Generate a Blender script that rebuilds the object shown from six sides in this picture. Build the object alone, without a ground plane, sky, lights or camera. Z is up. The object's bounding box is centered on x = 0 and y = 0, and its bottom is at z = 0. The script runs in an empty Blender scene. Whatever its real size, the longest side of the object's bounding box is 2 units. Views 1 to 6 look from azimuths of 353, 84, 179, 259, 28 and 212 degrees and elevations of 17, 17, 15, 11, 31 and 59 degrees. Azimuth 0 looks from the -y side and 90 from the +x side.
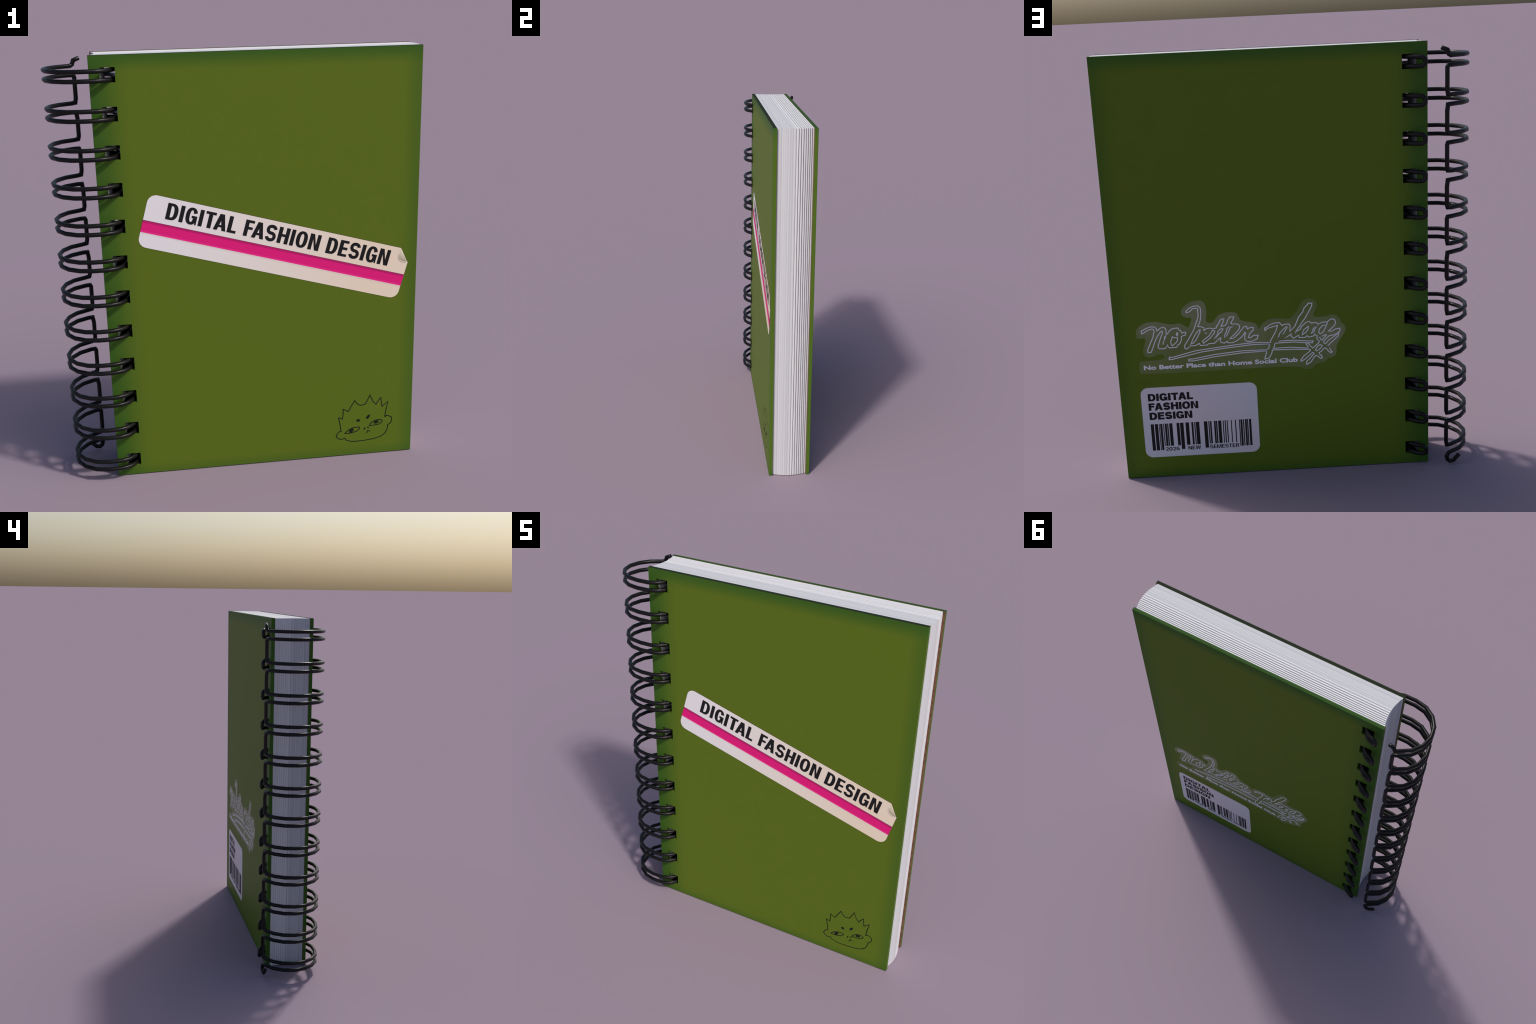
"""A thick green hard-cover notebook standing upright, bound by a black twin-loop wire.

Frame: metres, z up.  x runs from the wire (-x) to the fore-edge (+x), the front
cover faces -y, the back cover faces +y, the book stands on z = 0.
"""
import bpy, bmesh, math
from mathutils import Vector, Matrix

# ------------------------------------------------------------------ sizes
SPINE_X, FORE_X = -0.630, 0.832          # cover edges
HEIGHT = 2.0
OUT_Y, IN_Y = 0.1165, 0.0972             # outer and inner face of each cover board
HOLE_X = (-0.584, -0.519)                # punched holes
HOLE_HALF = 0.0320
PITCH = 0.16685
LOOPS = 12
HOLE_Z = [1.9165 - PITCH * i for i in range(LOOPS)]
WIRE_R = 0.0101
WIRE_GAP = 0.0202                        # half distance of the two wires of a loop

COLL = bpy.context.scene.collection


def link(obj, parent=None, name=None):
    COLL.objects.link(obj)
    if parent is not None:
        obj.parent = parent
    return obj


# ------------------------------------------------------------------ materials
class Nodes:
    def __init__(self, name, rough=0.5, spec=0.5):
        self.mat = bpy.data.materials.new(name)
        self.mat.use_nodes = True
        self.t = self.mat.node_tree
        self.b = self.t.nodes['Principled BSDF']
        self.b.inputs['Roughness'].default_value = rough
        self.b.inputs['Specular IOR Level'].default_value = spec

    def new(self, kind, **props):
        n = self.t.nodes.new(kind)
        for k, v in props.items():
            setattr(n, k, v)
        return n

    def wire(self, a, b):
        self.t.links.new(a, b)

    def coords(self):
        return self.new('ShaderNodeTexCoord').outputs['Object']

    def math(self, op, a, b=None, c=None, clamp=False):
        n = self.new('ShaderNodeMath', operation=op, use_clamp=clamp)
        for i, v in enumerate((a, b, c)):
            if v is None:
                continue
            if isinstance(v, (int, float)):
                n.inputs[i].default_value = v
            else:
                self.wire(v, n.inputs[i])
        return n.outputs[0]

    def fade(self, dist, width):
        """1 at distance 0, smoothly 0 at width."""
        n = self.new('ShaderNodeMapRange', interpolation_type='SMOOTHSTEP')
        self.wire(dist, n.inputs['Value'])
        n.inputs['From Min'].default_value = 0.0
        n.inputs['From Max'].default_value = width
        n.inputs['To Min'].default_value = 1.0
        n.inputs['To Max'].default_value = 0.0
        return n.outputs['Result']

    def mix(self, fac, a, b):
        n = self.new('ShaderNodeMix', data_type='RGBA')
        ins = [s for s in n.inputs if s.enabled or True]
        f, ca, cb = n.inputs[0], n.inputs[6], n.inputs[7]
        if isinstance(fac, (int, float)):
            f.default_value = fac
        else:
            self.wire(fac, f)
        for s, v in ((ca, a), (cb, b)):
            if isinstance(v, tuple):
                s.default_value = (*v, 1.0)
            else:
                self.wire(v, s)
        return n.outputs[2]

    def noise(self, scale=(1, 1, 1), detail=2.0, rough=0.5):
        m = self.new('ShaderNodeMapping')
        m.inputs['Scale'].default_value = scale
        self.wire(self.coords(), m.inputs['Vector'])
        n = self.new('ShaderNodeTexNoise')
        n.inputs['Scale'].default_value = 1.0
        n.inputs['Detail'].default_value = detail
        n.inputs['Roughness'].default_value = rough
        self.wire(m.outputs[0], n.inputs['Vector'])
        return n.outputs['Fac']

    def remap(self, v, a, b, c=0.0, d=1.0):
        n = self.new('ShaderNodeMapRange')
        self.wire(v, n.inputs['Value'])
        for i, val in zip(('From Min', 'From Max', 'To Min', 'To Max'), (a, b, c, d)):
            n.inputs[i].default_value = val
        return n.outputs['Result']

    def color(self, c):
        if isinstance(c, tuple):
            self.b.inputs['Base Color'].default_value = (*c, 1.0)
        else:
            self.wire(c, self.b.inputs['Base Color'])
        return self.mat

    def bump(self, height, strength, distance=0.001):
        n = self.new('ShaderNodeBump')
        n.inputs['Strength'].default_value = strength
        n.inputs['Distance'].default_value = distance
        self.wire(height, n.inputs['Height'])
        self.wire(n.outputs[0], self.b.inputs['Normal'])


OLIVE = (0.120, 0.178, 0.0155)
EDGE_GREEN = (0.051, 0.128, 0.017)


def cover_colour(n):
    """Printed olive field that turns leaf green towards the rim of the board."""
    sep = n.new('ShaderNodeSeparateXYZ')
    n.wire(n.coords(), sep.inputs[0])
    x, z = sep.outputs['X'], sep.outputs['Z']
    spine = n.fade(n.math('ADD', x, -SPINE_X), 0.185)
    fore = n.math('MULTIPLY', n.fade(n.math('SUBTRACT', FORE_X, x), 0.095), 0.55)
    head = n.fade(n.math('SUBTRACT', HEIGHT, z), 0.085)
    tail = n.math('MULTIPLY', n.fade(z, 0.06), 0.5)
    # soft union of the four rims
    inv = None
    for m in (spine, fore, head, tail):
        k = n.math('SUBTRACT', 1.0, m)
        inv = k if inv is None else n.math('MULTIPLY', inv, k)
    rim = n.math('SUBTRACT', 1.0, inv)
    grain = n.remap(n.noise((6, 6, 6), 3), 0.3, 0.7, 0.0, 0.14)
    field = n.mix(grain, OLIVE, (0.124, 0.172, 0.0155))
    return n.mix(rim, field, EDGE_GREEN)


def make_cover_mat():
    n = Nodes('printed_cover_green', rough=0.5, spec=0.11)
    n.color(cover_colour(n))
    n.bump(n.noise((260, 260, 260), 2), 0.05, 0.0005)
    return n.mat


def make_film_mat():
    """Clear film, opaque here: cover colour with cloudy highlights painted in as greyer patches."""
    n = Nodes('clear_film', rough=0.42, spec=0.3)
    cloud_highlight = n.remap(n.noise((3.2, 1, 3.2), 1.5), 0.36, 0.64, 0.12, 0.52)
    n.color(n.mix(cloud_highlight, cover_colour(n), (0.36, 0.36, 0.22)))
    return n.mat


def make_endpaper_mat():
    n = Nodes('brown_endpaper', rough=0.75, spec=0.3)
    f = n.remap(n.noise((30, 30, 45), 5, 0.65), 0.35, 0.6)
    n.color(n.mix(f, (0.12, 0.055, 0.032), (0.22, 0.105, 0.064)))
    return n.mat


def make_paper_mat(name, light, dark, amount, fine):
    """White sheet edges: fine streaks that follow the sheets (constant y), slightly wavering."""
    n = Nodes(name, rough=0.85, spec=0.2)
    sep = n.new('ShaderNodeSeparateXYZ')
    n.wire(n.coords(), sep.inputs[0])
    waver = n.math('MULTIPLY_ADD', n.noise((3, 0.01, 6), 2), 0.006, sep.outputs['Y'])
    comb = n.new('ShaderNodeCombineXYZ')
    n.wire(n.math('MULTIPLY', waver, fine), comb.inputs['Y'])
    streak = n.new('ShaderNodeTexNoise')
    streak.inputs['Scale'].default_value = 1.0
    streak.inputs['Detail'].default_value = 3.0
    streak.inputs['Roughness'].default_value = 0.7
    n.wire(comb.outputs[0], streak.inputs['Vector'])
    f = n.remap(streak.outputs['Fac'], 0.33, 0.62, amount, 0.0)
    n.color(n.mix(f, light, dark))
    return n.mat


def make_sticker_mat():
    """White vinyl, cool at the wire side and creamy towards the fore-edge."""
    n = Nodes('sticker_white', rough=0.45, spec=0.4)
    sep = n.new('ShaderNodeSeparateXYZ')
    n.wire(n.coords(), sep.inputs[0])
    f = n.remap(sep.outputs['X'], -0.35, 0.60)
    n.color(n.mix(f, (0.93, 0.90, 0.91), (0.95, 0.80, 0.62)))
    return n.mat


def make_label_mat():
    n = Nodes('label_white', rough=0.45, spec=0.4)
    f = n.remap(n.noise((2.5, 1, 2.5), 1), 0.35, 0.65)
    n.color(n.mix(f, (0.82, 0.73, 0.75), (0.74, 0.74, 0.78)))
    return n.mat


def plain(name, col, rough=0.5, spec=0.4):
    n = Nodes(name, rough, spec)
    return n.color(col)


def make_wire_mat():
    n = Nodes('black_enamel_wire', rough=0.34, spec=0.26)
    f = n.noise((40, 40, 40), 2)
    n.color(n.mix(f, (0.004, 0.004, 0.004), (0.008, 0.0075, 0.007)))
    return n.mat


M_COVER = make_cover_mat()
M_FILM = make_film_mat()
M_ENDPAPER = make_endpaper_mat()
M_FRONT_HEAD = plain('dark_board_edge', (0.020, 0.029, 0.016), 0.8, 0.08)  # head edge of the front board, darker than its other edges
M_EDGE = plain('green_board_edge', (0.030, 0.082, 0.014), 0.7, 0.1)
M_PAPER_SOFT = make_paper_mat('paper_soft', (0.70, 0.70, 0.72), (0.42, 0.43, 0.47), 0.9, 105.0)
M_PAPER_CRISP = make_paper_mat('paper_crisp', (0.82, 0.81, 0.82), (0.48, 0.49, 0.53), 0.6, 120.0)
M_STICKER = make_sticker_mat()
M_STICKER_RIM = plain('sticker_dark_edge', (0.045, 0.04, 0.025), 0.7, 0.1)  # dark outline, coloured onto the sticker's sides and the added sheet below
M_LABEL = make_label_mat()
M_LABEL_RIM = plain('label_cut_edge', (0.30, 0.27, 0.28), 0.6)
M_PINK = plain('pink_print', (0.86, 0.008, 0.215), 0.45)
M_PINK_SHADE = plain('shade_pink_print', (0.56, 0.007, 0.15), 0.45)
M_PINK_LIT = plain('lit_pink_print', (0.95, 0.02, 0.27), 0.45)
M_CREAM = plain('cream_print', (0.95, 0.80, 0.72), 0.45)
M_SHADE_LINE = plain('shade_line_print', (0.14, 0.05, 0.09), 0.5)
M_INK = plain('black_ink', (0.012, 0.012, 0.013), 0.5, 0.2)
M_DOODLE = plain('doodle_ink', (0.016, 0.018, 0.012), 0.7, 0.1)
M_WHITE_INK = plain('white_ink', (0.95, 0.92, 0.98), 0.5)
M_FLAP = None
M_GAP_SHADE = plain('gap_shade', (0.025, 0.025, 0.03), 0.9, 0.1)
M_WIRE = make_wire_mat()


# ------------------------------------------------------------------ mesh helpers
def mesh_object(name, verts, faces, mats, indices=None, smooth=False, parent=None):
    me = bpy.data.meshes.new(name)
    me.from_pydata([tuple(v) for v in verts], [], faces)
    for m in mats:
        me.materials.append(m)
    if indices:
        me.polygons.foreach_set('material_index', indices)
    if smooth:
        me.polygons.foreach_set('use_smooth', [True] * len(me.polygons))
    me.update()
    bm = bmesh.new()
    bm.from_mesh(me)
    bmesh.ops.recalc_face_normals(bm, faces=bm.faces)
    bm.to_mesh(me)
    bm.free()
    return link(bpy.data.objects.new(name, me), parent)


def punched_plate(name, layers, pick, mats, parent):
    """A board or a sheaf of sheets with the column of square holes.

    layers: (y, x0, x1, z0, z1, hole shift in x) from front to back; pick(kind) -> material index for
    kind in 'front', 'back', 'head', 'tail', 'spine', 'fore', 'hole'.
    """
    bounds = []
    for zc in reversed(HOLE_Z):
        bounds += [zc - HOLE_HALF, zc + HOLE_HALF]
    nz = len(bounds) + 2
    verts, faces, idx = [], [], []
    for (y, x0, x1, z0, z1, hx) in layers:
        for zi in range(nz):
            z = z0 if zi == 0 else z1 if zi == nz - 1 else bounds[zi - 1]
            for x in (x0, HOLE_X[0] + hx, HOLE_X[1] + hx, x1):
                verts.append((x, y, z))

    def vid(l, zi, xi):
        return (l * nz + zi) * 4 + xi

    def hole(zi, xi):
        return xi == 1 and zi % 2 == 1 and 0 < zi < nz - 2 + 1 and zi < nz - 1

    last = len(layers) - 1
    for zi in range(nz - 1):
        for xi in range(3):
            if hole(zi, xi):
                for l in range(last):
                    ring = [(zi, xi), (zi, xi + 1), (zi + 1, xi + 1), (zi + 1, xi)]
                    for k in range(4):
                        a, b = ring[k], ring[(k + 1) % 4]
                        faces.append((vid(l, *a), vid(l, *b), vid(l + 1, *b), vid(l + 1, *a)))
                        idx.append(pick('hole'))
                continue
            for l, kind in ((0, 'front'), (last, 'back')):
                faces.append((vid(l, zi, xi), vid(l, zi, xi + 1), vid(l, zi + 1, xi + 1), vid(l, zi + 1, xi)))
                idx.append(pick(kind))
    for l in range(last):
        for zi in range(nz - 1):
            for xi, kind in ((0, 'spine'), (3, 'fore')):
                faces.append((vid(l, zi, xi), vid(l, zi + 1, xi), vid(l + 1, zi + 1, xi), vid(l + 1, zi, xi)))
                idx.append(pick(kind))
        for xi in range(3):
            for zi, kind in ((0, 'tail'), (nz - 1, 'head')):
                faces.append((vid(l, zi, xi), vid(l, zi, xi + 1), vid(l + 1, zi, xi + 1), vid(l + 1, zi, xi)))
                idx.append(pick(kind))
    return mesh_object(name, verts, faces, mats, idx, parent=parent)


def sweep_rings(path, radius, sides=8, closed=False, start_dir=None, end_dir=None, up=(0, 0, 1), flat=None):
    """Mitred tube along a polyline; returns verts, faces."""
    P = [Vector(p) for p in path]
    n = len(P)
    dirs = [(P[(i + 1) % n] - P[i]).normalized() for i in range(n if closed else n - 1)]
    verts, faces = [], []
    ref = Vector(up)
    d_in = dirs[-1] if closed else dirs[0]
    ref = (ref - d_in * ref.dot(d_in)).normalized()
    for i in range(n):
        if closed:
            d0, d1 = dirs[i - 1], dirs[i]
        else:
            d0 = dirs[i - 1] if i else dirs[0]
            d1 = dirs[i] if i < n - 1 else dirs[-1]
        cut = (d0 + d1)
        cut = cut.normalized() if cut.length > 0.25 else d0
        if i == 0 and start_dir is not None:
            cut = Vector(start_dir).normalized()
        if i == n - 1 and end_dir is not None:
            cut = Vector(end_dir).normalized()
        side = d0.cross(ref).normalized()
        for k in range(sides):
            a = 2 * math.pi * (k + 0.5) / sides
            o = (ref * math.cos(a) + side * math.sin(a)) * radius
            den = d0.dot(cut)
            o = o - d0 * (o.dot(cut) / den) if abs(den) > 0.3 else o
            if o.length > 2.2 * radius:
                o = o.normalized() * 2.2 * radius
            verts.append(P[i] + o)
        # carry the frame round the bend
        q = d0.rotation_difference(d1)
        ref = q @ ref
        ref = (ref - d1 * ref.dot(d1)).normalized()
    m = n if closed else n - 1
    for i in range(m):
        j = (i + 1) % n
        for k in range(sides):
            k2 = (k + 1) % sides
            faces.append((i * sides + k, i * sides + k2, j * sides + k2, j * sides + k))
    return verts, faces


def cap(verts_at, sides, faces, reverse=False):
    f = list(range(verts_at, verts_at + sides))
    faces.append(tuple(reversed(f)) if reverse else tuple(f))


def extruded_outline(name, contours, place, thickness, mats, parent, rim=None):
    """Solid from 2D contours (first outlines, then holes, even-odd filled).

    place(u, v, h) -> 3D point; h runs from 0 (cover) to thickness (visible face)."""
    cu = bpy.data.curves.new(name + '_outline', 'CURVE')
    cu.dimensions = '2D'
    cu.fill_mode = 'BOTH'
    cu.extrude = 0.5
    for pts in contours:
        sp = cu.splines.new('POLY')
        sp.points.add(len(pts) - 1)
        for p, (u, v) in zip(sp.points, pts):
            p.co = (u, v, 0, 1)
        sp.use_cyclic_u = True
    tmp = bpy.data.objects.new(name + '_outline', cu)
    COLL.objects.link(tmp)
    dg = bpy.context.evaluated_depsgraph_get()
    me = bpy.data.meshes.new_from_object(tmp.evaluated_get(dg))
    bpy.data.objects.remove(tmp)
    bpy.data.curves.remove(cu)
    me.name = name
    return finish_flat(name, me, place, thickness, mats, parent, rim)


def finish_flat(name, me, place, thickness, mats, parent, rim=None):
    me.materials.clear()
    me.materials.append(mats)
    if rim:
        me.materials.append(rim)
    flat_n = [abs(p.normal.z) > 0.5 for p in me.polygons]
    for v in me.vertices:
        v.co = place(v.co.x, v.co.y, (v.co.z + 0.5) * thickness)
    for p, f in zip(me.polygons, flat_n):
        p.use_smooth = False
        p.material_index = 0 if (f or not rim) else 1
    me.update()
    bm = bmesh.new()
    bm.from_mesh(me)
    bmesh.ops.remove_doubles(bm, verts=bm.verts, dist=1e-6)
    bmesh.ops.recalc_face_normals(bm, faces=bm.faces)
    bm.to_mesh(me)
    bm.free()
    return link(bpy.data.objects.new(name, me), parent)


def text_mesh(body, offset):
    cu = bpy.data.curves.new('lettering', 'FONT')
    cu.body = body
    cu.extrude = 0.5
    cu.offset = offset
    cu.resolution_u = 3
    tmp = bpy.data.objects.new('lettering', cu)
    COLL.objects.link(tmp)
    dg = bpy.context.evaluated_depsgraph_get()
    me = bpy.data.meshes.new_from_object(tmp.evaluated_get(dg))
    bpy.data.objects.remove(tmp)
    bpy.data.curves.remove(cu)
    return me


def fit_text(name, body, u0, u1, v0, cap_height, offset, place, thickness, mat, parent):
    """Built-in font squeezed into [u0, u1], capitals of the given height."""
    me = text_mesh(body, offset)
    xs = [v.co.x for v in me.vertices]
    a, b = min(xs), max(xs)
    ref = text_mesh('E', offset)
    ry = [v.co.y for v in ref.vertices]
    lo, hi = min(ry), max(ry)
    bpy.data.meshes.remove(ref)
    for v in me.vertices:
        v.co.x = u0 + (v.co.x - a) / (b - a) * (u1 - u0)
        v.co.y = v0 + (v.co.y - lo) / (hi - lo) * cap_height
    return finish_flat(name, me, place, thickness, mat, parent)


# ------------------------------------------------------------------ heavy grotesque capitals
def arc(cx, cy, rx, ry, a0, a1, n=14, power=2.35):
    """Superelliptic arc, degrees."""
    out = []
    for i in range(n + 1):
        t = math.radians(a0 + (a1 - a0) * i / n)
        c, s = math.cos(t), math.sin(t)
        out.append((cx + rx * math.copysign(abs(c) ** (2 / power), c),
                    cy + ry * math.copysign(abs(s) ** (2 / power), s)))
    return out


def thicken(line, t):
    """Outline of a stroke of width t along a centre line."""
    L = [Vector(p) for p in line]
    left, right = [], []
    for i, p in enumerate(L):
        d0 = (p - L[i - 1]).normalized() if i else (L[1] - p).normalized()
        d1 = (L[i + 1] - p).normalized() if i < len(L) - 1 else d0
        d = (d0 + d1).normalized()
        nrm = Vector((-d.y, d.x)) * (t / 2)
        left.append(tuple(p + nrm))
        right.append(tuple(p - nrm))
    return left + right[::-1]


def glyph(ch, w, s, b):
    """Contours of a capital of height 1, width w, stem s, bar b."""
    if ch == 'I':
        return [[(0, 0), (s, 0), (s, 1), (0, 1)]]
    if ch == 'L':
        return [[(0, 0), (w, 0), (w, b), (s, b), (s, 1), (0, 1)]]
    if ch == 'T':
        c = w / 2
        return [[(c - s / 2, 0), (c + s / 2, 0), (c + s / 2, 1 - b), (w, 1 - b), (w, 1), (0, 1), (0, 1 - b), (c - s / 2, 1 - b)]]
    if ch == 'F':
        m = 0.43
        return [[(0, 0), (s, 0), (s, m), (w * .92, m), (w * .92, m + b), (s, m + b), (s, 1 - b), (w, 1 - b), (w, 1), (0, 1)]]
    if ch == 'E':
        m = 0.42
        return [[(0, 0), (w, 0), (w, b), (s, b), (s, m), (w * .94, m), (w * .94, m + b), (s, m + b), (s, 1 - b), (w * .98, 1 - b), (w * .98, 1), (0, 1)]]
    if ch == 'H':
        m = 0.43
        return [[(0, 0), (s, 0), (s, m), (w - s, m), (w - s, 0), (w, 0), (w, 1), (w - s, 1), (w - s, m + b), (s, m + b), (s, 1), (0, 1)]]
    if ch == 'N':
        k = 0.33
        return [[(0, 0), (s * .96, 0), (s * .96, 1 - k), (w - s * 1.08, 0), (w, 0), (w, 1), (w - s * .96, 1), (w - s * .96, k), (s * 1.08, 1), (0, 1)]]
    if ch == 'A':
        c, h = w / 2, s * 0.58
        sx = s * 1.0
        k = c - h                                   # run of a leg over the full height
        y0, y1 = 0.20, 0.20 + b * 0.85
        top = (c - sx) / k
        left = lambda y: sx + k * y
        out = [(0, 0), (sx, 0), (left(y0), y0), (w - left(y0), y0), (w - sx, 0), (w, 0), (c + h, 1), (c - h, 1)]
        return [out, [(left(y1), y1), (w - left(y1), y1), (c, min(top, .93))]]
    if ch == 'D':
        r = w * 0.55
        out = [(0, 0)] + arc(w - r, 0.5, r, 0.5, -90, 90, 20) + [(0, 1)]
        inn = [(s, b)] + arc(w - r, 0.5, r - s, 0.5 - b, -90, 90, 16) + [(s, 1 - b)]
        return [out, inn]
    if ch == 'O':
        o = 0.015
        return [arc(w / 2, .5, w / 2, .5 + o, 0, 345, 32), arc(w / 2, .5, w / 2 - s, .5 + o - b, 0, 345, 28)]
    if ch == 'G':
        o = 0.015
        outer = arc(w / 2, .5, w / 2, .5 + o, 22, 303, 28)
        inner = arc(w / 2, .5, w / 2 - s, .5 + o - b, 22, 318, 24)
        spur = [(w - s * .42, .125), (w - s * .36, 0), (w, 0), (w, .53), (w * .52, .53), (w * .52, .53 - b * .9), (w - s, .53 - b * .9)]
        return [outer + spur + inner[::-1]]
    if ch == 'S':
        o, t = 0.015, (s + b) / 2
        ry = (1 + 2 * o - t) / 4
        rx = (w - t) / 2
        up = arc(w / 2, 1 + o - t / 2 - ry, rx, ry, 8, 262, 16, 2.2)
        dn = arc(w / 2, -o + t / 2 + ry, rx, ry, 82, -172, 16, 2.2)
        return [thicken(up + dn, t)]
    if ch == 'M':
        c, d = w / 2, s * 1.25
        return [[(0, 0), (s, 0), (s, .72), (c - s * .45, 0), (c + s * .45, 0), (w - s, .72), (w - s, 0), (w, 0), (w, 1), (w - d, 1), (c, .25), (d, 1), (0, 1)]]
    if ch == 'W':
        c, h = w / 2, s * .5
        return [[(w * .25 - h, 0), (w * .25 + h, 0), (c, .72), (w * .75 - h, 0), (w * .75 + h, 0), (w, 1), (w - s, 1), (w * .75, .28),
                 (c + h, 1), (c - h, 1), (w * .25, .28), (s, 1), (0, 1)]]
    if ch == 'R':
        bowl = arc(w * .55, .73, w * .43, .27, -90, 90, 12)
        hole = arc(w * .55, .73, w * .43 - s, .27 - b, -90, 90, 10)
        return [[(0, 0), (s, 0), (s, .42), (w * .48, .42), (w - s * 1.1, 0), (w, 0), (w * .70, .47)] + bowl[1:] + [(0, 1)],
                [(s, .46 + b)] + hole + [(s, 1 - b)]]
    if ch == '0':
        return [arc(w / 2, .5, w / 2, .51, 0, 345, 28), arc(w / 2, .5, w / 2 - s, .51 - b, 0, 345, 24)]
    if ch == '2':
        t = (s + b) / 2
        bend = arc(w / 2, 1 - t / 2 - .24, w / 2 - t / 2, .24, 170, -35, 14, 2.1)
        return [thicken(bend + [(t * .75, t * .9), (t * .9, t * .55), (w, t * .5)], t)]
    if ch == '6':
        t = (s + b) / 2
        return [thicken([(w * .88, .86)] + arc(w / 2, .5, w / 2 - t / 2, .5 - t / 2, 65, 180, 10)
                        + arc(w / 2, .31, w / 2 - t / 2, .31 - t / 2, 180, 505, 24), t)]
    raise ValueError(ch)


def set_word(word, widths, s, b, gap, u0, u1, v0, height, place, thickness, mat, parent, name='letter'):
    """Letters of a word as objects, stretched to span [u0, u1]."""
    pen_x, spots = 0.0, []
    for i, ch in enumerate(word):
        w = widths[ch]
        spots.append((ch, pen_x, w))
        pen_x += w + gap
        if word[i:i + 2] in ('TA', 'FA'):
            pen_x -= gap * 1.3
        elif word[i:i + 2] in ('AL', 'AS'):
            pen_x -= gap * 0.35
    total = spots[-1][1] + spots[-1][2]
    k = (u1 - u0) / total
    for ch, x, w in spots:
        cs = [[(u0 + (x + px) * k, v0 + py * height) for px, py in c] for c in glyph(ch, w, s, b)]
        extruded_outline(name, cs, place, thickness, mat, parent)


def rounded_box(u0, u1, v0, v1, r, n=8):
    out = []
    for cx, cy, a in ((u1 - r, v0 + r, -90), (u1 - r, v1 - r, 0), (u0 + r, v1 - r, 90), (u0 + r, v0 + r, 180)):
        out += arc(cx, cy, r, r, a, a + 90, n, 2.0)
    return out


def pen_lines(name, strokes, place, width, height, mat, parent):
    """Ink lines: low rounded beads along polylines on the cover."""
    V, F = [], []
    for pts, closed in strokes:
        v, f = sweep_rings([(u, w, 0) for u, w in pts], width / 2, 6, closed)
        base = len(V)
        V += v
        F += [tuple(i + base for i in q) for q in f]
        if not closed:
            cap(base, 6, F)
            cap(base + len(v) - 6, 6, F, True)
    verts = [place(p.x, p.y, p.z * (2 * height / width)) for p in V]
    return mesh_object(name, verts, F, [mat], smooth=True, parent=parent)


def disc(u, v, ru, rv, degrees, n=18):
    a = math.radians(degrees)
    return [(u + ru * math.cos(t) * math.cos(a) - rv * math.sin(t) * math.sin(a),
             v + ru * math.cos(t) * math.sin(a) + rv * math.sin(t) * math.cos(a))
            for t in (2 * math.pi * i / n for i in range(n))]


# ------------------------------------------------------------------ the notebook
book = bpy.data.objects.new('notebook', None)
link(book)
book['label'] = 'thick green hardcover notebook with black twin-loop wire binding'
book['category'] = 'notebook'

# covers -------------------------------------------------------------
CH = 0.0011                                        # softened board edges


def board(name, y_out, y_in, mats, pick):
    s = 1 if y_in > y_out else -1
    full = (SPINE_X, FORE_X, 0.0, HEIGHT, 0.0)
    small = (SPINE_X + CH, FORE_X - CH, CH, HEIGHT - CH, 0.0)
    rows = [(y_out, *small), (y_out + s * CH, *full), (y_in, *full)]
    if s < 0:
        rows.reverse()
    return punched_plate(name, rows, pick, mats, book)


front = board('front_cover', -OUT_Y, -IN_Y, [M_COVER, M_ENDPAPER, M_FRONT_HEAD],
              lambda k: {'back': 1, 'head': 2}.get(k, 0))
back = board('back_cover', OUT_Y, IN_Y, [M_COVER, M_ENDPAPER, M_EDGE],
             lambda k: {'front': 1, 'head': 2}.get(k, 0))


# pages --------------------------------------------------------------
def fore_x(y):
    return 0.8385 - 0.0200 * (y / IN_Y) ** 2


def back_x(y):
    return -0.6085 - 0.0170 * (y / IN_Y) ** 2


def page_section(y0, y1, mat, round_off):
    """A sheaf of sheets: its edge follows the rounded block and is softly eased at both faces."""
    steps = [(0.0, 1.0), (0.16, 0.25), (0.5, 0.0), (0.84, 0.25), (1.0, 1.0)]
    rows = []
    for t, e in steps:
        y = y0 + (y1 - y0) * t
        i = round_off * e
        rows.append((y, back_x(y) + i, fore_x(y) - i, 0.0006 + i, 1.9990 - i, back_x(y) - back_x(IN_Y)))
    return punched_plate('page_section', rows, lambda k: 0, [mat], book)


soft_cuts = [-0.0969, -0.087, -0.0765, -0.0646, -0.0514, -0.0385, -0.0255, -0.0125, 0.0020]
crisp_cuts = [0.0020, 0.0157, 0.0290, 0.0418, 0.0538, 0.0652, 0.0765, 0.0870, 0.0969]
for a, b in zip(soft_cuts, soft_cuts[1:]):
    page_section(a + 0.0001, b - 0.0001, M_PAPER_SOFT, 0.0005)
for a, b in zip(crisp_cuts, crisp_cuts[1:]):
    page_section(a + 0.0014, b - (0.0002 if b > 0.096 else 0.0014), M_PAPER_CRISP, 0.0012)

# added dark filler: puts shade at the bottom of the gaps between sections
gap_filler = [(y, back_x(y) + 0.0013, fore_x(y) - 0.0032, 0.0032, 1.9962, back_x(y) - back_x(IN_Y)) for y in (0.0965 * i / 8 for i in range(-8, 9))]
punched_plate('page_gap_filler', gap_filler, lambda k: {'spine': 1}.get(k, 0), [M_GAP_SHADE, M_PAPER_SOFT], book)

# wire binding -------------------------------------------------------
CX, RING = -0.670, 0.158


def on_ring(deg):
    return (CX + RING * math.cos(math.radians(deg)), RING * math.sin(math.radians(deg)))


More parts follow.
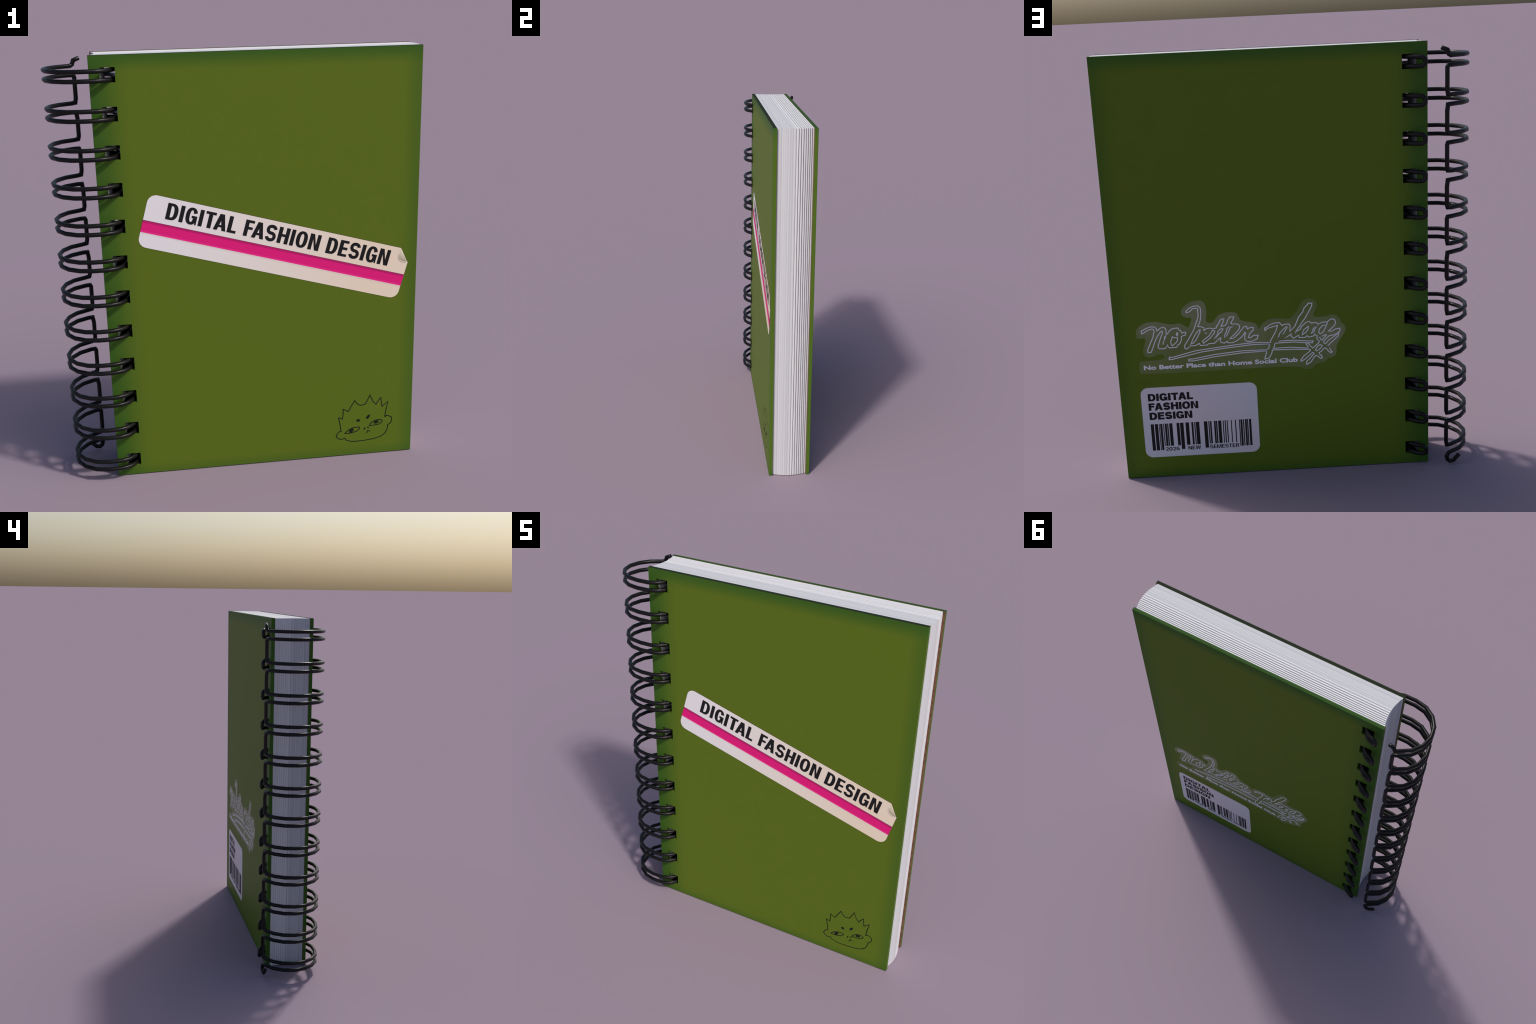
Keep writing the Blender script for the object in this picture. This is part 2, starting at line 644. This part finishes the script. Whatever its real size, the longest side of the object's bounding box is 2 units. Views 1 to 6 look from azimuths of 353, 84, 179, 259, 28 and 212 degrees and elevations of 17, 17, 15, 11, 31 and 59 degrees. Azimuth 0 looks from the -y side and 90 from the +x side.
outside = [on_ring(112.5 + 22.5 * i) for i in range(8)]          # round the spine to the front
inside = [(-0.607, -0.1565), (-0.570, -0.1415), (-0.5440, -0.1165), (-0.522, -0.070), (-0.511, 0.0),
          (-0.522, 0.070), (-0.5440, 0.1155), (-0.566, 0.1355), (-0.5900, 0.1475)]
tip = [(-0.6030, 0.1535, 0.0180), (-0.6130, 0.1565, 0.0095)]     # closed end over the back cover
half = [(x, y, WIRE_GAP) for x, y in outside + inside] + tip
loop_path = half + [(x, y, -z) for x, y, z in reversed(half)]
JX, JY = on_ring(112.5)
KNEE = (-0.7120, 0.1535)                                           # where a wire bends into the link
join = Vector((KNEE[0] - on_ring(135)[0], KNEE[1] - on_ring(135)[1], 0)).normalized()

v, f = sweep_rings(loop_path, WIRE_R, 8, start_dir=-join, end_dir=join)
loop_data = None
V, F = [], []


def add_tube(path, start_dir=None, end_dir=None, cap_start=False, cap_end=False):
    vv, ff = sweep_rings(path, WIRE_R, 8, start_dir=start_dir, end_dir=end_dir)
    base = len(V)
    V.extend(vv)
    F.extend(tuple(i + base for i in q) for q in ff)
    if cap_start:
        cap(base, 8, F)
    if cap_end:
        cap(base + len(vv) - 8, 8, F, True)


for i in range(LOOPS - 1):
    za, zb = HOLE_Z[i] - WIRE_GAP, HOLE_Z[i + 1] + WIRE_GAP
    hi, lo = ((0.004, 0.016), (0.022, 0.010))[i % 2]               # tight and lazy knees alternate
    add_tube([(JX, JY, za), (*KNEE, za - 0.001), (-0.7080, 0.1565, za - 0.006 - hi),
              (-0.7080, 0.1565, zb + 0.006 + lo), (*KNEE, zb + 0.002), (JX, JY, zb)], join, -join)
zt = HOLE_Z[0] + WIRE_GAP                                          # bent free end at the head
add_tube([(-0.6815, 0.1565, 1.9712), (-0.7074, 0.1575, 1.9603), (-0.7135, 0.1570, 1.9425), (-0.7230, 0.1530, zt), (JX, JY, zt)],
         None, -join, cap_start=True)
ze = HOLE_Z[-1] - WIRE_GAP                                         # hooked free end at the tail
add_tube([(JX, JY, ze), (-0.7180, 0.1560, 0.0580), (-0.7110, 0.1570, 0.0440), (-0.7150, 0.1570, 0.0270), (-0.7270, 0.1570, 0.0170),
          (-0.7440, 0.1555, 0.0195), (-0.7730, 0.1530, 0.0500)], join, None, cap_end=True)
binding = mesh_object('wire_binding', V, F, [M_WIRE], smooth=True, parent=book)
first = mesh_object('wire_loop', v, f, [M_WIRE], smooth=True, parent=binding)
first.location.z = HOLE_Z[0]
for zc in HOLE_Z[1:]:
    o = first.copy()
    COLL.objects.link(o)
    o.location.z = zc

# title sticker on the front --------------------------------------------
TILT = math.radians(-15.6)


def on_front(lift):
    c, s = math.cos(TILT), math.sin(TILT)

    def place(u, w, h):
        return Vector((0.1 + u * c - w * s, -OUT_Y - lift - h, 1.0 + u * s + w * c))
    return place


U0, U1, W0, W1, RC = -0.5930, 0.6640, -0.0045, 0.2435, 0.040
box = rounded_box(U0, U1, W0, W1, RC)
corner_a, corner_b = (0.6640, 0.1830), (0.6120, W1)                 # peeled corner is cut straight
box = [p for p in box if not (p[0] > 0.60 and p[1] > 0.17)]
k = max(range(len(box)), key=lambda i: (box[i][0] > 0.65, box[i][1]))
box = box[:k + 1] + [corner_a, corner_b] + box[k + 1:]
sticker = extruded_outline('title_sticker', [box], on_front(0.0), 0.0012, M_STICKER, book, M_STICKER_RIM)

line_sheet = [(u + 0.0008, w + 0.0016) for u, w in box]             # added dark sheet, offset to draw a dark line along the upper edge
extruded_outline('sticker_dark_line', [line_sheet], on_front(0.0), 0.0007, M_STICKER_RIM, sticker)
S1 = on_front(0.0012)
for name, lo, hi, mat in (('pink_stripe', 0.0715, 0.1090, M_PINK), ('shade_pink_band', 0.1090, 0.1190, M_PINK_SHADE),
                          ('lit_pink_band', 0.0635, 0.0715, M_PINK_LIT), ('cream_highlight_line', 0.0603, 0.0635, M_CREAM),
                          ('shade_line', 0.1190, 0.1208, M_SHADE_LINE)):
    extruded_outline(name, [[(U0, lo), (U1, lo), (U1, hi), (U0, hi)]], S1, 0.0006, mat, sticker)  # emboss look of the stripe: its shade and highlight painted as flat bands

CONDENSED = dict(D=.66, I=.230, G=.67, T=.60, A=.74, L=.52, F=.53, S=.64, H=.67, O=.69, N=.68, E=.55)
for word, a, b in (('DIGITAL', -0.4987, -0.1726), ('FASHION', -0.1370, 0.2255), ('DESIGN', 0.2605, 0.5700)):
    set_word(word, CONDENSED, 0.230, 0.158, 0.110, a, b, 0.1450, 0.0770, S1, 0.0006, M_INK, sticker)

# peeled corner: a small curl standing off the cover
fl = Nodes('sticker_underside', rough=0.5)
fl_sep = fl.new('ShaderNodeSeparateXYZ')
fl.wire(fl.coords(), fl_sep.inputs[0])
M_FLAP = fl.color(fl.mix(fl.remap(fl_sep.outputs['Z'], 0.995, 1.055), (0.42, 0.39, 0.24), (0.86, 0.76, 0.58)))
A, B = Vector(corner_b), Vector(corner_a)
chord = B - A
inward = Vector((-chord.y, chord.x)).normalized()
if inward.x > 0:
    inward = -inward
verts, faces = [], []
N_A, N_D = 14, 5
for i in range(N_A + 1):
    t = i / N_A
    depth = 0.030 * (max(0.0, math.sin(math.pi * t)) ** 0.8) * (0.75 + 0.5 * t)
    for j in range(N_D + 1):
        q = A + chord * t + inward * depth * j / N_D
        lift = 0.0012 + 0.0022 * math.sin(math.pi * t) * (0.35 + 0.65 * math.sin(math.pi * j / N_D))
        verts.append(on_front(0.0)(q.x, q.y, lift))
for i in range(N_A):
    for j in range(N_D):
        a = i * (N_D + 1) + j
        faces.append((a, a + 1, a + N_D + 2, a + N_D + 1))
mesh_object('peeled_corner', verts, faces, [M_FLAP], smooth=True, parent=sticker)
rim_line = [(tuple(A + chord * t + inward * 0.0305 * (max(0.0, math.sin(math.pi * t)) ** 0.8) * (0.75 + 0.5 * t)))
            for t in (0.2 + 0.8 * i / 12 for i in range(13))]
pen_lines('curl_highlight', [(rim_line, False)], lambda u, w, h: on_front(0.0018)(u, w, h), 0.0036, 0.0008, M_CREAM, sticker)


# line drawing on the front ------------------------------------------------
def front_mm(u, w, h):
    return Vector((u / 1000, -OUT_Y - h / 1000, w / 1000))


doodle = []


def pen(points, closed=False):
    doodle.append((points, closed))


def draw_face():
    pen([(474,133), (468,172), (460,210), (480,202), (483,229), (483,255), (509,240), (523,267), (541,297), (552,281),
        (569,268), (594,273), (607,298), (618,321), (634,284), (649,268), (661,288), (673,302), (680,254), (710,278),
        (702,241), (697,212), (696,194)], closed=False)
    pen([(696,194), (703,201), (716,199), (729,191), (732,175), (724,157), (712,150), (710,130), (699,106), (678,89),
        (642,79), (600,74), (553,72), (525,74), (500,83), (493,94), (474,89), (457,96), (449,109), (454,122),
        (464,133), (474,133)], closed=False)
    pen([(493,121),(510,138),(535,149),(565,151),(567,142),(554,129),(531,122),(506,119)], closed=True)
    pen([(617,153),(624,166),(645,180),(668,183),(683,176),(677,164),(660,155),(639,154)], closed=True)
    pen([(604,112),(609,127),(622,121)], closed=False)


draw_face()
face = pen_lines('face_doodle', doodle, front_mm, 5.0, 0.3, M_DOODLE, book)
for u, w, ru, rv, tilt in ((526, 134, 14.1, 8.8, 40), (652, 170, 13.3, 8.2, 15), (560, 187, 9.8, 7.4, -10),
                           (610, 203, 13.7, 7.0, 52), (593, 139, 6.7, 3.9, 65), (611, 144, 5.5, 3.3, -35)):
    extruded_outline('ink_spot', [disc(u, w, ru, rv, tilt)], front_mm, 0.7, M_DOODLE, face)


# back cover: clear film with outlined script, and barcode label -------------
def back_mm(lift):
    def place(u, w, h):                                # u grows to the right as seen from behind
        return Vector((-u / 1000, OUT_Y + (lift + h) / 1000, w / 1000))
    return place


film_outline = [(-723,536), (-732,548), (-729,595), (-719,603), (-612,604), (-607,630), (-644,634), (-652,623),
    (-683,618), (-704,629), (-709,655), (-683,718), (-727,712), (-732,723), (-731,762), (-690,790), (-651,795),
    (-612,788), (-574,775), (-526,782), (-497,760), (-486,755), (-466,807), (-494,803), (-517,819), (-515,850),
    (-473,884), (-415,887), (-400,858), (-400,817), (-407,778), (-380,772), (-363,787), (-342,816), (-285,824),
    (-256,813), (-249,785), (-232,773), (-189,766), (-168,753), (-162,725), (-150,754), (-106,781), (-45,776),
    (-10,771), (27,824), (50,864), (89,869), (114,851), (111,820), (86,775), (151,774), (186,786), (216,768),
    (222,740), (241,729), (243,697), (195,630), (200,592), (180,570), (155,569), (144,548), (104,546), (78,516),
    (36,519), (24,534), (-161,538), (-426,535)]


def soften(pts, rounds=2):
    """Corner cutting of a closed outline."""
    for _ in range(rounds):
        out = []
        for i, p in enumerate(pts):
            q = pts[(i + 1) % len(pts)]
            out += [(p[0] * .75 + q[0] * .25, p[1] * .75 + q[1] * .25), (p[0] * .25 + q[0] * .75, p[1] * .25 + q[1] * .75)]
        pts = out
    return pts


film = extruded_outline('clear_decal', [soften(film_outline)], back_mm(0), 0.7, M_FILM, book)
script = []


def pen(points, closed=False):
    script.append((points, closed))


def draw_script():
    # the word "no"
    pen([(-707,751), (-685,762), (-667,769), (-653,770), (-641,766), (-635,758), (-633,748), (-616,762), (-604,764),
        (-594,759), (-592,750), (-592,727), (-579,740), (-577,744), (-564,754), (-551,757), (-536,757), (-530,746),
        (-524,743), (-519,731), (-508,735), (-501,733), (-503,721), (-523,715), (-524,697), (-533,678), (-539,677),
        (-549,662), (-583,662), (-589,669), (-592,681), (-597,665), (-603,659), (-629,659), (-635,667), (-633,678),
        (-618,717), (-608,739), (-611,746), (-618,742), (-634,722), (-647,696), (-659,666), (-669,644), (-684,643),
        (-684,657), (-673,681), (-655,717), (-647,745), (-649,756), (-657,759), (-675,754), (-705,737)], closed=True)
    pen([(-592,727),(-601,716),(-603,705),(-612,679)], closed=False)
    pen([(-595,723),(-599,710),(-605,699)], closed=False)
    pen([(-565,716),(-555,710),(-542,710),(-541,698),(-549,686),(-568,671),(-573,679),(-574,694),(-568,705)], closed=True)
    pen([(-541,735),(-538,726),(-542,719),(-546,726)], closed=True)
    # the word "better"
    pen([(-492,829), (-493,836), (-482,848), (-469,854), (-459,859), (-437,860), (-426,848), (-425,824), (-427,805),
        (-432,782), (-443,759), (-428,757), (-416,752), (-417,738), (-403,747), (-386,748), (-377,744), (-358,747),
        (-357,755), (-345,769), (-338,785), (-327,791), (-321,789), (-325,776), (-336,754), (-317,757), (-309,767),
        (-304,781), (-294,797), (-275,797), (-277,788), (-290,767), (-285,762), (-265,762), (-253,757), (-250,744),
        (-256,732), (-271,715), (-286,703), (-299,690), (-283,691), (-257,713), (-234,741), (-229,747), (-217,747),
        (-215,734), (-201,741), (-187,740), (-188,726), (-204,712), (-213,691), (-202,690), (-187,701), (-166,700),
        (-172,683), (-195,672), (-219,672), (-229,681), (-229,700), (-224,715), (-227,718), (-242,697), (-265,680),
        (-286,670), (-309,671), (-312,679), (-327,670), (-341,675), (-344,685), (-340,696), (-347,696), (-363,680),
        (-373,672), (-397,672), (-408,665), (-438,665), (-442,676), (-459,666), (-483,665), (-483,676), (-491,659),
        (-504,651), (-512,658), (-510,671), (-495,692), (-463,744), (-446,787), (-438,810), (-439,846), (-450,849),
        (-462,847), (-479,832)], closed=True)
    pen([(-434,743),(-436,730),(-457,692),(-470,678),(-480,677),(-470,699),(-454,726),(-441,740)], closed=True)
    pen([(-406,728),(-409,719)], closed=False)
    pen([(-408,727),(-410,720)], closed=False)
    pen([(-377,736),(-367,734),(-369,723),(-390,699),(-422,675),(-427,686),(-395,710)], closed=True)
    pen([(-328,741),(-341,741),(-352,729),(-354,716),(-374,691),(-363,699),(-348,718),(-335,728)], closed=True)
    pen([(-354,714),(-365,699)], closed=False)
    pen([(-278,751),(-302,749),(-309,741),(-314,722),(-320,714),(-323,695),(-312,707),(-294,745)], closed=True)
    # two underlines
    pen([(-109,661), (-186,665), (-265,660), (-375,649), (-463,640), (-569,614), (-587,614), (-588,603), (-570,603),
        (-561,606), (-437,632), (-331,644), (-199,655), (-116,654)], closed=False)
    pen([(-131,626),(-245,627),(-377,616),(-474,600),(-496,600),(-497,591),(-473,590),(-377,605),(-245,617),(-129,620)], closed=False)
    # the word "place" with its splash of strokes
    pen([(-109,661), (-110,669), (-82,717), (-74,744), (-104,736), (-122,731), (-133,721), (-135,734), (-129,735),
        (-110,748), (-89,756), (-65,757), (-52,741), (-44,747), (-20,747), (-16,738), (-18,711), (7,735), (26,779),
        (46,803), (53,822), (71,839), (72,844), (90,843), (88,829), (60,779), (33,740), (12,712), (7,696), (19,712),
        (34,720), (35,729), (61,752), (76,754), (86,744), (91,748), (110,746), (114,738), (134,747), (159,747),
        (166,755), (179,761), (192,759), (197,744), (192,729), (163,702), (178,700), (195,710), (217,713), (216,700),
        (207,692), (185,681), (166,679), (139,654), (139,645), (147,640), (163,658), (211,689), (207,676), (180,650),
        (171,643), (160,630), (154,632), (168,614), (170,604), (177,599), (172,593), (161,600), (149,617), (140,619),
        (125,602), (115,598), (120,584), (126,584), (130,570), (123,567), (101,585), (93,579), (77,554), (60,543),
        (53,543), (57,560), (67,566), (92,594), (86,600), (50,570), (30,558), (28,564), (42,584), (74,608), (74,616),
        (-11,621), (-103,623), (-106,609), (-115,591), (-126,581), (-141,580), (-130,617)], closed=False)
    pen([(-115,652),(-121,632),(-129,626)], closed=False)
    pen([(-89,656), (-1,657), (55,650), (85,648), (89,658), (68,658), (0,666), (-75,666), (-30,685), (-13,697),
        (-12,686), (-2,676), (22,689), (26,677), (52,677), (63,685), (67,677), (93,682), (98,690), (109,681),
        (107,668), (118,653), (113,644), (95,629), (86,621), (72,638), (64,648)], closed=False)
    pen([(-89,656),(-92,645),(-98,631),(-21,632),(63,623),(65,629),(57,641),(56,649)], closed=False)
    pen([(-32,735),(-47,724),(-65,705),(-74,680),(-46,704),(-30,730)], closed=True)
    pen([(69,731),(47,714),(38,690),(55,700),(69,718)], closed=True)
    pen([(112,732),(94,721),(81,690),(93,698),(103,723)], closed=True)
    pen([(159,744),(150,722),(139,700),(123,690),(117,697),(120,715),(137,732),(152,732)], closed=False)
    pen([(115,676),(134,679),(149,686),(152,681),(129,658),(120,674)], closed=True)
    pen([(121,637),(131,632),(125,621),(105,606),(98,611),(108,629)], closed=True)


draw_script()
pen_lines('outlined_script', script, back_mm(0.75), 4.7, 0.35, M_WHITE_INK, film)
fit_text('slogan', 'No Better Place than Home Social Club', -709.5, 13.6, 557.0, 22.5, 0.036, back_mm(0.7), 0.6, M_WHITE_INK, film)

label = extruded_outline('barcode_label', [rounded_box(-736.6, -186.5, 105.0, 466.5, 36)], back_mm(0), 1.2, M_LABEL, book, M_LABEL_RIM)
L1 = back_mm(1.2)
WIDE = dict(D=.93, I=.31, G=.96, T=.86, A=1.02, L=.74, F=.76, S=.88, H=.93, O=.99, N=.93, E=.80)
for word, a, b, base in (('DIGITAL', -703.5, -490.9, 397.6), ('FASHION', -703.8, -469.0, 349.4), ('DESIGN', -703.5, -500.3, 301.4)):
    set_word(word, WIDE, 0.315, 0.235, 0.085, a, b, base, 37.4, L1, 0.5, M_INK, label)
MEDIUM = {'2': .60, '0': .64, '6': .64, 'N': .74, 'E': .60, 'W': 1.02, 'S': .66, 'M': .90, 'T': .64, 'R': .68}
for body, a, b in (('2026', -640.0, -573.0), ('NEW', -530.9, -471.4), ('SEMESTER', -427.1, -285.9)):
    set_word(body, MEDIUM, 0.185, 0.150, 0.09, a, b, 135.5, 19.0, L1, 0.5, M_INK, label, 'small_letter')

# bars: left edge, width (mm); the long ones reach down beside the small print
LONG = ((-702, 15), (-682.5, 15), (-663, 3.6), (-657, 10), (-562.5, 16.5), (-448.4, 16.4), (-280.4, 4.6), (-273.3, 8.8),
        (-261.2, 4.9), (-251.9, 8.3), (-242, 5), (-232.4, 10.2))
SHORT = ((-643, 4.1), (-635, 9.3), (-623.8, 5.5), (-613.9, 14.7), (-578.9, 13.2), (-536.2, 16.5), (-508.2, 8.8), (-494.5, 4.9),
         (-486.8, 16.2), (-427, 4.9), (-419.4, 7.2), (-400.4, 7.9), (-390.8, 6), (-380, 14.5), (-358.4, 4.4), (-349.1, 4.9),
         (-338.9, 4.6), (-319.4, 4.3), (-299.7, 4.7))
for bars, low in ((LONG, 140.5), (SHORT, 161.2)):
    for a, w in bars:
        extruded_outline('barcode_bar', [[(a, low), (a + w, low), (a + w, 278.3), (a, 278.3)]], L1, 0.5, M_INK, label)
